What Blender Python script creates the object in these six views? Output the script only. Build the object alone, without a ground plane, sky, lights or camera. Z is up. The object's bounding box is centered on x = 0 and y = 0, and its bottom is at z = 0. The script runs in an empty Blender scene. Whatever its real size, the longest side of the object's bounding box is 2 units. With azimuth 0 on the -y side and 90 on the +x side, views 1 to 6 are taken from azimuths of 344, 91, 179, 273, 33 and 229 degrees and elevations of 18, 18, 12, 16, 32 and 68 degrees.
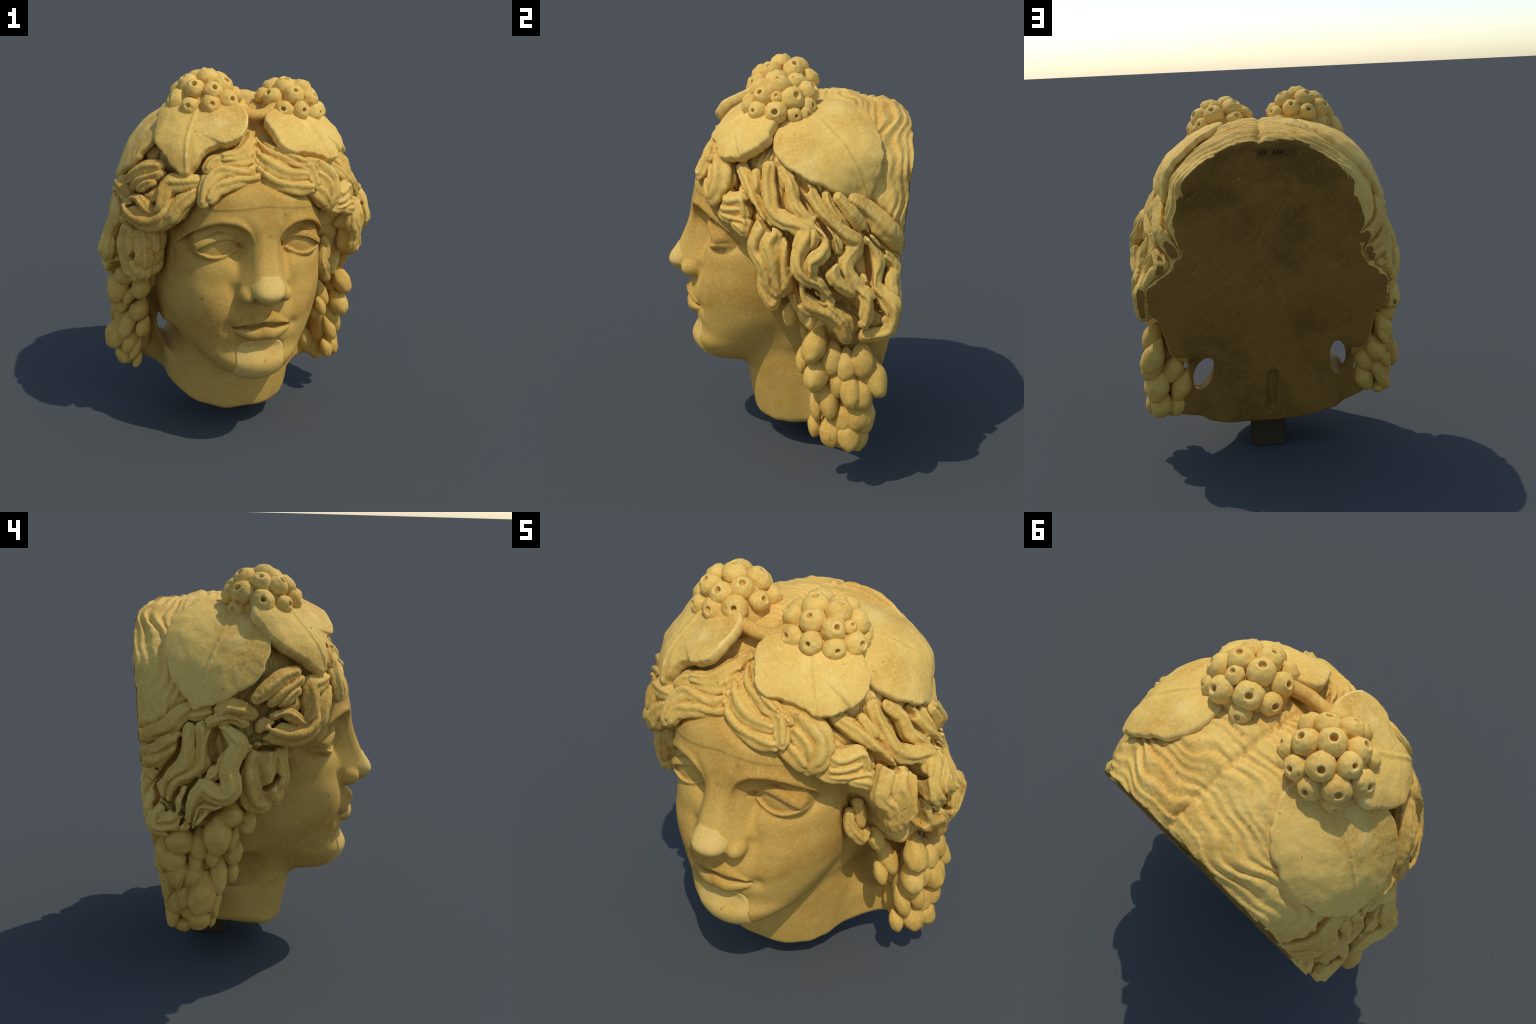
"""Ancient marble head of a youth wreathed with ivy leaves, fruit clusters and grapes.

The carved body (face, neck, hair, curls) is modelled as one implicit surface:
smooth unions of lofted sections and swept strands, then meshed and separated by
region into parts.  Leaves, fruits and grapes are separate carved pieces.
"""
import bpy, bmesh, math
import numpy as np
from mathutils import Vector, noise as mnoise

H = 0.005                        # cell size of the carving grid
rng = np.random.default_rng(7)
f32 = np.float32

# ------------------------------------------------------------------ helpers
def smin(a, b, k):
    h = np.maximum(k - np.abs(a - b), 0.0) / k
    return np.minimum(a, b) - h * h * k * 0.25

def smax(a, b, k):
    return -smin(-a, -b, k)

def sstep(e0, e1, x):
    t = np.clip((x - e0) / (e1 - e0), 0.0, 1.0)
    return t * t * (3.0 - 2.0 * t)

def curve(z, pts):
    """smooth (monotone cubic) curve through (z, value) control points"""
    p = np.array(sorted(pts), float)
    x, y = p[:, 0], p[:, 1]
    h = np.diff(x); s = np.diff(y) / h
    m = np.zeros_like(y)
    m[1:-1] = np.where(s[:-1] * s[1:] > 0, 2 * s[:-1] * s[1:] / (s[:-1] + s[1:] + 1e-12), 0)
    m[0], m[-1] = s[0], s[-1]
    zc = np.clip(z, x[0], x[-1])
    i = np.clip(np.searchsorted(x, zc) - 1, 0, len(h) - 1)
    t = (zc - x[i]) / h[i]
    return ((2*t**3 - 3*t**2 + 1) * y[i] + (t**3 - 2*t**2 + t) * h[i] * m[i]
            + (-2*t**3 + 3*t**2) * y[i+1] + (t**3 - t**2) * h[i] * m[i+1])

def catmull(pts, n=8):
    P = np.array(pts, float)
    Q = np.vstack([2 * P[0] - P[1], P, 2 * P[-1] - P[-2]])
    out = []
    for i in range(1, len(Q) - 2):
        for t in np.linspace(0, 1, n, endpoint=False):
            a, b, c, d = Q[i-1], Q[i], Q[i+1], Q[i+2]
            out.append(0.5 * (2*b + (c-a)*t + (2*a-5*b+4*c-d)*t*t + (3*b-a-3*c+d)*t**3))
    out.append(P[-1])
    return np.array(out)

# ------------------------------------------------------------------ the hair envelope
EC = np.array((0.0, 0.2, 1.15))
EP = 2.3
def envelope_q(x, y, z, o=0.0):
    w = sstep(0.95, 1.12, z)
    ry = np.where(y > 0.2, 0.50 + 0.12 * np.clip((z - 1.2) / 0.35, 0, 1), 0.62) + o
    rz = np.where(z > 1.15, 0.70 + o, 2.6)
    xr = 0.68 - np.where(x > 0, .055, .0) * sstep(.2, .38, y) * sstep(.52, .40, y) * sstep(1.08, 1.2, z) * sstep(1.62, 1.45, z)
    return ((np.abs(x) / (xr + o)) ** EP
            + (np.abs(y - 0.2) / ry) ** EP * np.where(y > 0.2, w, 1.0)
            + (np.abs(z - 1.15) / rz) ** EP) ** (1 / EP)

def on_envelope(p, o):
    """push a point radially from the skull centre onto the envelope + o"""
    d = np.asarray(p, float) - EC
    L = np.linalg.norm(d, axis=-1, keepdims=True)
    q = envelope_q(EC[0] + d[..., 0], EC[1] + d[..., 1], EC[2] + d[..., 2])
    surf = d / q[..., None]
    return EC + surf + d / L * np.asarray(o)[..., None]

def back_y(x, z):
    """the sawn back: one plane, leaning and slightly turned"""
    return (0.035 * x + curve(z, [(0, .37), (.2, .402), (.3, .414), (.45, .434), (.6, .458), (.8, .490), (.95, .513), (1.2, .540), (1.45, .566), (1.7, .600), (2, .62)])
            - 0.06 * sstep(.34, .42, np.abs(x)) * sstep(.62, .5, z))

# ------------------------------------------------------------------ the carving grid
LO = np.array((-0.86, -0.66, 0.06)); HI = np.array((0.86, 0.64, 1.92))
N = np.ceil((HI - LO) / H).astype(int) + 1
AX = [(LO[i] + H * np.arange(N[i])).astype(f32) for i in range(3)]
F = np.full(N, 1.0, f32)
LAB = np.zeros(N, np.int16)
LABELS = ["hair"]

def label(name):
    LABELS.append(name)
    return len(LABELS) - 1

def box(lo, hi):
    a = np.clip(np.floor((np.asarray(lo) - LO) / H).astype(int), 0, N - 1)
    b = np.clip(np.ceil((np.asarray(hi) - LO) / H).astype(int) + 1, a + 1, N)
    sl = tuple(slice(a[i], b[i]) for i in range(3))
    X = AX[0][sl[0]][:, None, None]; Y = AX[1][sl[1]][None, :, None]; Z = AX[2][sl[2]][None, None, :]
    return sl, X, Y, Z

def slabs(lo, hi, step=26):
    """consecutive, non-overlapping horizontal slices of a box"""
    sl, X, Y, Z = box(lo, hi)
    for a in range(sl[2].start, sl[2].stop, step):
        b = min(a + step, sl[2].stop)
        yield (sl[0], sl[1], slice(a, b)), X, Y, AX[2][a:b][None, None, :]

def unite(sl, d, k, lab):
    old = F[sl]
    LAB[sl] = np.where(d < old, np.int16(lab), LAB[sl])
    F[sl] = smin(old, d, k).astype(f32)

def groove(a, b, g, w):
    """union that leaves a chiselled channel where two strands meet"""
    return np.minimum(a, b) + g * np.exp(-((a - b) / w) ** 2)

def carve(sl, d, k):
    F[sl] = smax(F[sl], -d, k).astype(f32)

def ellipsoid(X, Y, Z, c, r):
    q = np.sqrt(((X - c[0]) / r[0]) ** 2 + ((Y - c[1]) / r[1]) ** 2 + ((Z - c[2]) / r[2]) ** 2)
    return (q - 1) * min(r)

def strand_field(pts, r, margin, steps=6, squash=0.42, taper=True, both=False, ribs=0.0):
    """distance to a swept strand; stretched inwards so that it roots in the head"""
    S = catmull(pts, steps)
    n = len(S)
    t = np.linspace(0, 1, n)
    R = r * (np.ones(n) if not taper else (0.52 + 0.48 * np.sin(np.pi * np.clip(t * 0.9 + 0.08, 0, 1)) ** 0.6))
    lo = S.min(0) - r * 2.8 - margin; hi = S.max(0) + r * 2.8 + margin
    sl, X, Y, Z = box(lo, hi)
    D = np.full((X.shape[0], Y.shape[1], Z.shape[2]), 1.0, f32)
    o0 = np.array([sl[i].start for i in range(3)])
    for i in range(n - 1):
        a, b = S[i], S[i+1]
        ra, rb = R[i], R[i+1]
        m = max(ra, rb) * 2.4 + margin
        s2, x, y, z = box(np.minimum(a, b) - m, np.maximum(a, b) + m)
        ls = tuple(slice(s2[j].start - o0[j], s2[j].stop - o0[j]) for j in range(3))
        if any(l.start < 0 for l in ls):
            continue
        ab = b - a; L2 = float(ab @ ab) + 1e-9
        mid = (a + b) / 2
        nrm = np.array((mid[0], (mid[1] - 0.15) * (0.8 if mid[1] < 0.15 else 0.25), (mid[2] - 1.15) * (0.8 if mid[2] > 1.15 else 0.0)))
        nrm /= np.linalg.norm(nrm) + 1e-9
        px, py, pz = x - a[0], y - a[1], z - a[2]
        h = np.clip((px * ab[0] + py * ab[1] + pz * ab[2]) / L2, 0, 1)
        qx, qy, qz = px - h * ab[0], py - h * ab[1], pz - h * ab[2]
        dn = qx * nrm[0] + qy * nrm[1] + qz * nrm[2]
        f = (1 - squash * squash) * dn * dn
        if not both:
            f = np.where(dn < 0, f, 0.0)
        rad = ra + (rb - ra) * h
        if ribs:
            c2 = dn * dn / (qx*qx + qy*qy + qz*qz + 1e-8)          # squared cosine round the strand
            rad = rad * (1 + ribs * np.sqrt(c2) * (16 * c2 * c2 - 20 * c2 + 5))
        d = np.sqrt(np.maximum(qx*qx + qy*qy + qz*qz - f, 0)) - rad
        D[ls] = np.minimum(D[ls], d)
    return sl, D

# ------------------------------------------------------------------ face and core sections
def base_front(z):
    return curve(z, [(.30, -.30), (.42, -.43), (.48, -.458), (.55, -.468), (.62, -.452), (.70, -.462), (.80, -.468),
                     (.90, -.452), (1.0, -.436), (1.1, -.437), (1.2, -.455), (1.3, -.470), (1.4, -.455), (1.5, -.40), (1.6, -.28), (1.7, -.15)])
def half_width(z):
    return curve(z, [(.30, .22), (.45, .30), (.54, .335), (.65, .378), (.80, .415), (.95, .432), (1.13, .425), (1.3, .405), (1.4, .385), (1.5, .34), (1.6, .26), (1.7, .18)])

YC = 0.10
FACE_X, FACE_Y, FACE_YAW = -0.006, -0.50, math.radians(2.2)
def face_field(X, Y, Z):
    ax = np.abs(X)
    w = half_width(Z); D = YC - base_front(Z)
    p = 2.40 + 0.22 * sstep(.95, 1.18, Z)
    yy = np.maximum(YC - Y, 0.0)
    q = ((ax / w) ** p + (yy / D) ** p + 1e-9) ** (1 / p)
    r = np.sqrt(ax * ax + yy * yy) + 1e-6
    d = r * (1 - 1 / q)
    d = d * (0.75 + 0.25 * np.clip(np.abs(yy / D), 0, 1))
    g = lambda cx, cz, sx, sz: np.exp(-((ax - cx) / sx) ** 2 - ((Z - cz) / sz) ** 2)
    front = sstep(0.02, -0.15, Y)
    A = 0.0
    A = A + 0.030 * g(0, .80, .115, .095)             # muzzle
    A = A + 0.019 * g(0, .545, .095, .075)            # chin
    A = A - 0.012 * g(0, .648, .11, .025)            # fold under the lip
    A = A + 0.022 * g(.29, .93, .10, .13)            # cheek
    A = A - 0.012 * g(.155, .95, .03, .06)           # fold beside the nose
    A = A - 0.014 * g(.172, .752, .028, .032)          # mouth corner dimple
    cp = ((ax / .132) ** 4 + ((Z - .53) / .150) ** 4) ** 0.25
    A = A + 0.004 * sstep(1.02, .97, cp) - 0.007 * np.exp(-((cp - 1) / .022) ** 2)   # fitted chin piece
    # forehead step (worn hair line)
    A = A + 0.004 * (sstep(1.383, 1.391, Z + 0.11 * ax) )
    # eye socket: falls away below the crisp brow line
    zb = curve(ax, [(0, 1.10), (.055, 1.185), (.085, 1.25), (.12, 1.282), (.16, 1.300), (.21, 1.303), (.26, 1.290), (.31, 1.258), (.35, 1.222), (.39, 1.160), (.45, 1.05)])
    under = sstep(0.002, -0.034, Z - zb)
    sock = under * np.exp(-(np.maximum(0, 1.175 - Z) / .075) ** 2) * sstep(.045, .11, ax) * sstep(.42, .30, ax)
    A = A - 0.058 * sock
    A = A + 0.010 * np.exp(-((Z - zb - .010) / .020) ** 2) * sstep(.03, .10, ax) * sstep(.42, .36, ax)
    A = A - 0.036 * np.exp(-((ax - .11) / .04) ** 2 - ((Z - 1.11) / .09) ** 2)    # beside the nose root
    d = d - A * front
    return d

def nose_field(X, Y, Z):
    """straight ridge with a flat back, rounded tip and wings"""
    ax = np.abs(X)
    yn = curve(Z, [(.90, -.585), (.93, -.592), (.96, -.597), (1.055, -.551), (1.19, -.497), (1.28, -.478), (1.36, -.462), (1.45, -.44)])
    yn = yn - 0.006 * sstep(1.060, 1.050, Z + 1.2 * np.maximum(ax - .045, 0))
    hw = curve(Z, [(.90, .056), (.96, .058), (1.02, .055), (1.10, .050), (1.20, .050), (1.30, .075), (1.40, .13)])
    base = base_front(Z) + 0.07
    # rounded trapezoid section
    slope = 0.50
    d1 = (yn - Y) * 0.92
    d2 = (ax - hw - (Y - yn) * slope) / math.sqrt(1 + slope * slope)
    d = smax(d1, d2, 0.035)
    d = smax(d, (0.935 - Z) + (Y + .60) * 0.15, 0.05)
    d = smax(d, Z - 1.36, 0.1)
    d = smax(d, Y + 0.36, 0.02)
    tip = ellipsoid(ax, Y, Z, (0, -.535, .962), (.066, .060, .057))
    d = smin(d, tip, 0.025)
    wing = ellipsoid(ax, Y, Z, (.097, -.478, .942), (.040, .058, .045))
    d = smin(d, wing, 0.016)
    col = ellipsoid(ax, Y, Z, (0, -.50, .915), (.022, .05, .03))
    d = smin(d, col, 0.02)
    nos = ellipsoid(ax, Y, Z, (.050, -.505, .903), (.024, .036, .018))
    d = smax(d, -nos, 0.012)
    return d

def add_face():
    lab = label("head")
    cy, sy = math.cos(FACE_YAW), math.sin(FACE_YAW)
    for sl, X, Y, Z in slabs((-.47, -.65, .30), (.47, .24, 1.66)):
        z0, z1 = Z.min(), Z.max()
        # the face looks slightly to its left
        xw = X - FACE_X; yw = Y - FACE_Y
        X, Y = xw * cy + yw * sy + 0.018 * sstep(-.28, .08, Y) * sstep(1.05, .8, Z), yw * cy - xw * sy + FACE_Y
        d = face_field(X, Y, Z)
        # jaw: closed from below, the edge rises to the sides
        zb = 0.425 + 1.9 * X * X - 0.10 * (Y + 0.42)
        d = smax(d, (zb - Z) * 0.85, 0.09)
        d = smax(d, Z - 1.62, 0.05)
        ax = np.abs(X)
        if z0 < 1.5 and z1 > 0.82:
            d = smin(d, nose_field(X, Y, Z), 0.028)
        # lips -------------------------------------------------------------
        if z0 < .92 and z1 > .64:
            zm = 0.776 + 0.007 * np.cos(ax / .06 * np.pi) * np.exp(-(ax / .09) ** 2) - 0.029 * (ax / .155) ** 2
            t = np.clip(1 - (ax / .158) ** 2, 0, 1) ** 0.7
            cup = 0.020 * np.exp(-((ax - .055) / .03) ** 2) - 0.012 * np.exp(-(ax / .02) ** 2)
            zu = zm + 0.057 * t + cup * t * 1.2
            zl = zm - 0.090 * t
            ym = -.478 + 0.62 * ax * ax * 3.2                      # lip line recedes to the corners
            hu = np.maximum((zu - zm) * 0.5, 1e-3); hl = np.maximum((zm - zl) * 0.5, 1e-3)
            up = np.sqrt(((Y - ym) / (0.041 * (0.35 + 0.65 * t))) ** 2 + ((Z - zm - hu) / hu) ** 2)
            lo = np.sqrt(((Y - ym - .004) / (0.041 * (0.35 + 0.65 * t))) ** 2 + ((Z - zm + hl) / hl) ** 2)
            on = sstep(.162, .14, ax)
            d = smin(d, (up - 1) * 0.022 + (1 - on) * .1, 0.012)
            d = smin(d, (lo - 1) * 0.026 + (1 - on) * .1, 0.010)
            # the parting of the lips
            gap = np.sqrt(((Y - ym + .022) / .05) ** 2 + ((Z - zm) / (0.0155 * (0.35 + .65 * t))) ** 2)
            d = smax(d, -((gap - 1) * 0.008 + (1 - sstep(.166, .15, ax)) * .1), 0.008)
        # eyes -------------------------------------------------------------
        if z0 < 1.30 and z1 > 1.02:
            ec = (.208, -.250, 1.160); R = 0.128
            rr = np.sqrt(((ax - ec[0]) * 0.92) ** 2 + ((Y - ec[1])) ** 2 + ((Z - ec[2]) * 0.95) ** 2)
            ball = rr - R
            u = np.clip((ax - .108) / .217, 0, 1)
            zc = 1.172 - 0.026 * u
            open_u = zc + 0.045 * np.maximum(np.sin(np.pi * u ** 0.92), 0) ** 0.8
            open_l = zc - 0.040 * np.maximum(np.sin(np.pi * u ** 1.1), 0) ** 0.9
            inside = sstep(.090, .110, ax) * sstep(.36, .33, ax)
            lid = rr - R - 0.022
            up_l = smax(smax(lid, (open_u - Z), 0.006), (Z - open_u - 0.034), 0.016)
            lo_l = smax(smax(rr - R - 0.017, (Z - open_l), 0.006), (open_l - 0.026 - Z), 0.016)
            hole = (1 - inside) * .1
            d = smin(d, ball + hole, 0.01)
            d = smin(d, up_l + hole, 0.004)
            d = smin(d, lo_l + hole, 0.006)
            # drilled inner corner
            dr = ellipsoid(ax, Y, Z, (.112, -.385, 1.168), (.013, .035, .012))
            d = smax(d, -dr, 0.008)
        unite(sl, d, 0.03, lab)

def add_neck():
    lab = label("neck")
    sl, X, Y, Z = box((-.75, -.25, .05), (.75, .66, 1.05))
    yf = curve(Z, [(.05, -.12), (.12, -.145), (.36, -.19), (.6, -.22), (1.1, -.22)])
    w = curve(Z, [(.05, .31), (.12, .335), (.3, .362), (.6, .385), (1.1, .40)])
    xn = X + 0.045
    yc = 0.16
    q = ((np.abs(xn) / w) ** 2.2 + (np.maximum(yc - Y, 0) / (yc - yf)) ** 2.2 + 1e-9) ** (1 / 2.2)
    r = np.sqrt(xn * xn + np.maximum(yc - Y, 0) ** 2) + 1e-6
    d = r * (1 - 1 / q)
    # back slab joining the neck with the side curls and grapes
    sw = curve(Z, [(.1, .55), (.33, .55), (.40, .46), (.52, .46), (.62, .54), (.8, .58), (1.0, .62)])
    sf = curve(np.abs(X), [(0, .1), (.3, .20), (.45, .33), (.62, .36)]) - 0.22 * sstep(.6, .85, Z) - 0.045 * sstep(.48, .34, Z)
    slab = smax(np.abs(X) - sw, sf - Y, 0.06)
    d = smin(d, slab, 0.10)
    zb = curve(X, [(-.75, .40), (-.62, .335), (-.33, .225), (-.07, .175), (.235, .175), (.375, .20), (.69, .25), (.75, .27)])
    zb = zb - 0.19 * sstep(.36, -.16, Y) * sstep(.5, .25, np.abs(X)) * 0.26
    d = smax(d, zb - Z, 0.04)
    d = smax(d, Z - 1.0, 0.05)
    # openings between neck and grape clusters
    for hx, hz, rx, rz, tilt in ((.375, .475, .052, .105, -.35), (-.375, .53, .048, .105, .05)):
        u = (X - hx) - (Z - hz) * tilt
        h = (np.sqrt((u / rx) ** 2 + ((Z - hz) / rz) ** 2 + 0 * Y) - 1) * rx * .8
        d = smax(d, -h, 0.03)
    unite(sl, d, 0.05, lab)

def hair_wave(X, Y, Z):
    a = np.arctan2(np.abs(X), np.maximum(Z - 1.0, .02))
    s = Y - 0.10 * a + 0.024 * np.sin(a * 10 + np.sign(X) * .6 + Y * 4) + 0.010 * np.sin(a * 23 + Y * 19) - 0.05 * np.cos(a * 3.0) + 0.012 * np.sin(Y * 31 + a * 2)
    ph = s * 2 * np.pi / 0.060
    rid = np.abs(np.sin(ph * 0.5 + 0.9 * np.sin(s * 13 + a * 3.1))) ** 0.8 * (0.62 + .38 * np.sin(s * 29 + a * 6)) + 0.28 * np.sin(ph * 1.37 + a * 5 + np.sin(a * 9))
    return rid

def add_hair_core():
    for sl, X, Y, Z in slabs((-.80, -.50, .60), (.80, .64, 1.92)):
        q = envelope_q(X, Y, Z)
        r = np.sqrt(X**2 + (Y - .2)**2 + np.where(Z > 1.15, Z - 1.15, 0)**2) + 1e-6
        d = r * (1 - 1 / q)
        # recessed below the curls, full on crown and at the back
        zone = sstep(1.56, 1.42, Z + 0.28 * (Y - .1) + 0.0 * X) 
        zone = zone * (1 - sstep(.28, .42, Y) * sstep(1.02, 1.24, Z))
        rec = (-0.010 - 0.014 * sstep(.05, .3, X) - 0.030 * sstep(.15, .42, np.abs(X)) + 0.030 * sstep(.38, .58, Y) * sstep(1.45, 1.6, Z)) * (1 - zone) - (0.088 - 0.05 * sstep(.30, .42, Y) * sstep(1.22, 1.1, Z)) * zone
        fill = np.abs(np.sin((Y + 0.035 * np.sin(Z * 17 + 1.0) + 0.25 * (Z - 1.1)) * 62)) ** 0.8
        rec = rec + 0.016 * zone * fill
        rec = rec - 0.05 * np.exp(-(X / .16) ** 2) * sstep(-.02, -.2, Y) * sstep(1.5, 1.6, Z)
        wv = hair_wave(X, Y, Z)
        crown = (1 - zone) * sstep(-.30, -.1, Y)
        d = d - (rec + 0.0115 * crown * wv)
        part = np.exp(-(X / .018) ** 2) * 0.014 * sstep(1.3, 1.5, Z)
        d = d + part
        # front limit of the hair mass beside the face
        yh = curve(Z, [(.7, .16), (.85, .08), (1.0, 0.0), (1.2, -.10), (1.3, -.22), (1.38, -.40), (1.45, -.6)])
        d = smax(d, yh - Y, 0.05)
        d = smax(d, 0.80 + 0.1 * (Y - .2) - Z, 0.06)
        unite(sl, d, 0.03, 0)

add_hair_core()
add_face()
add_neck()

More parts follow.
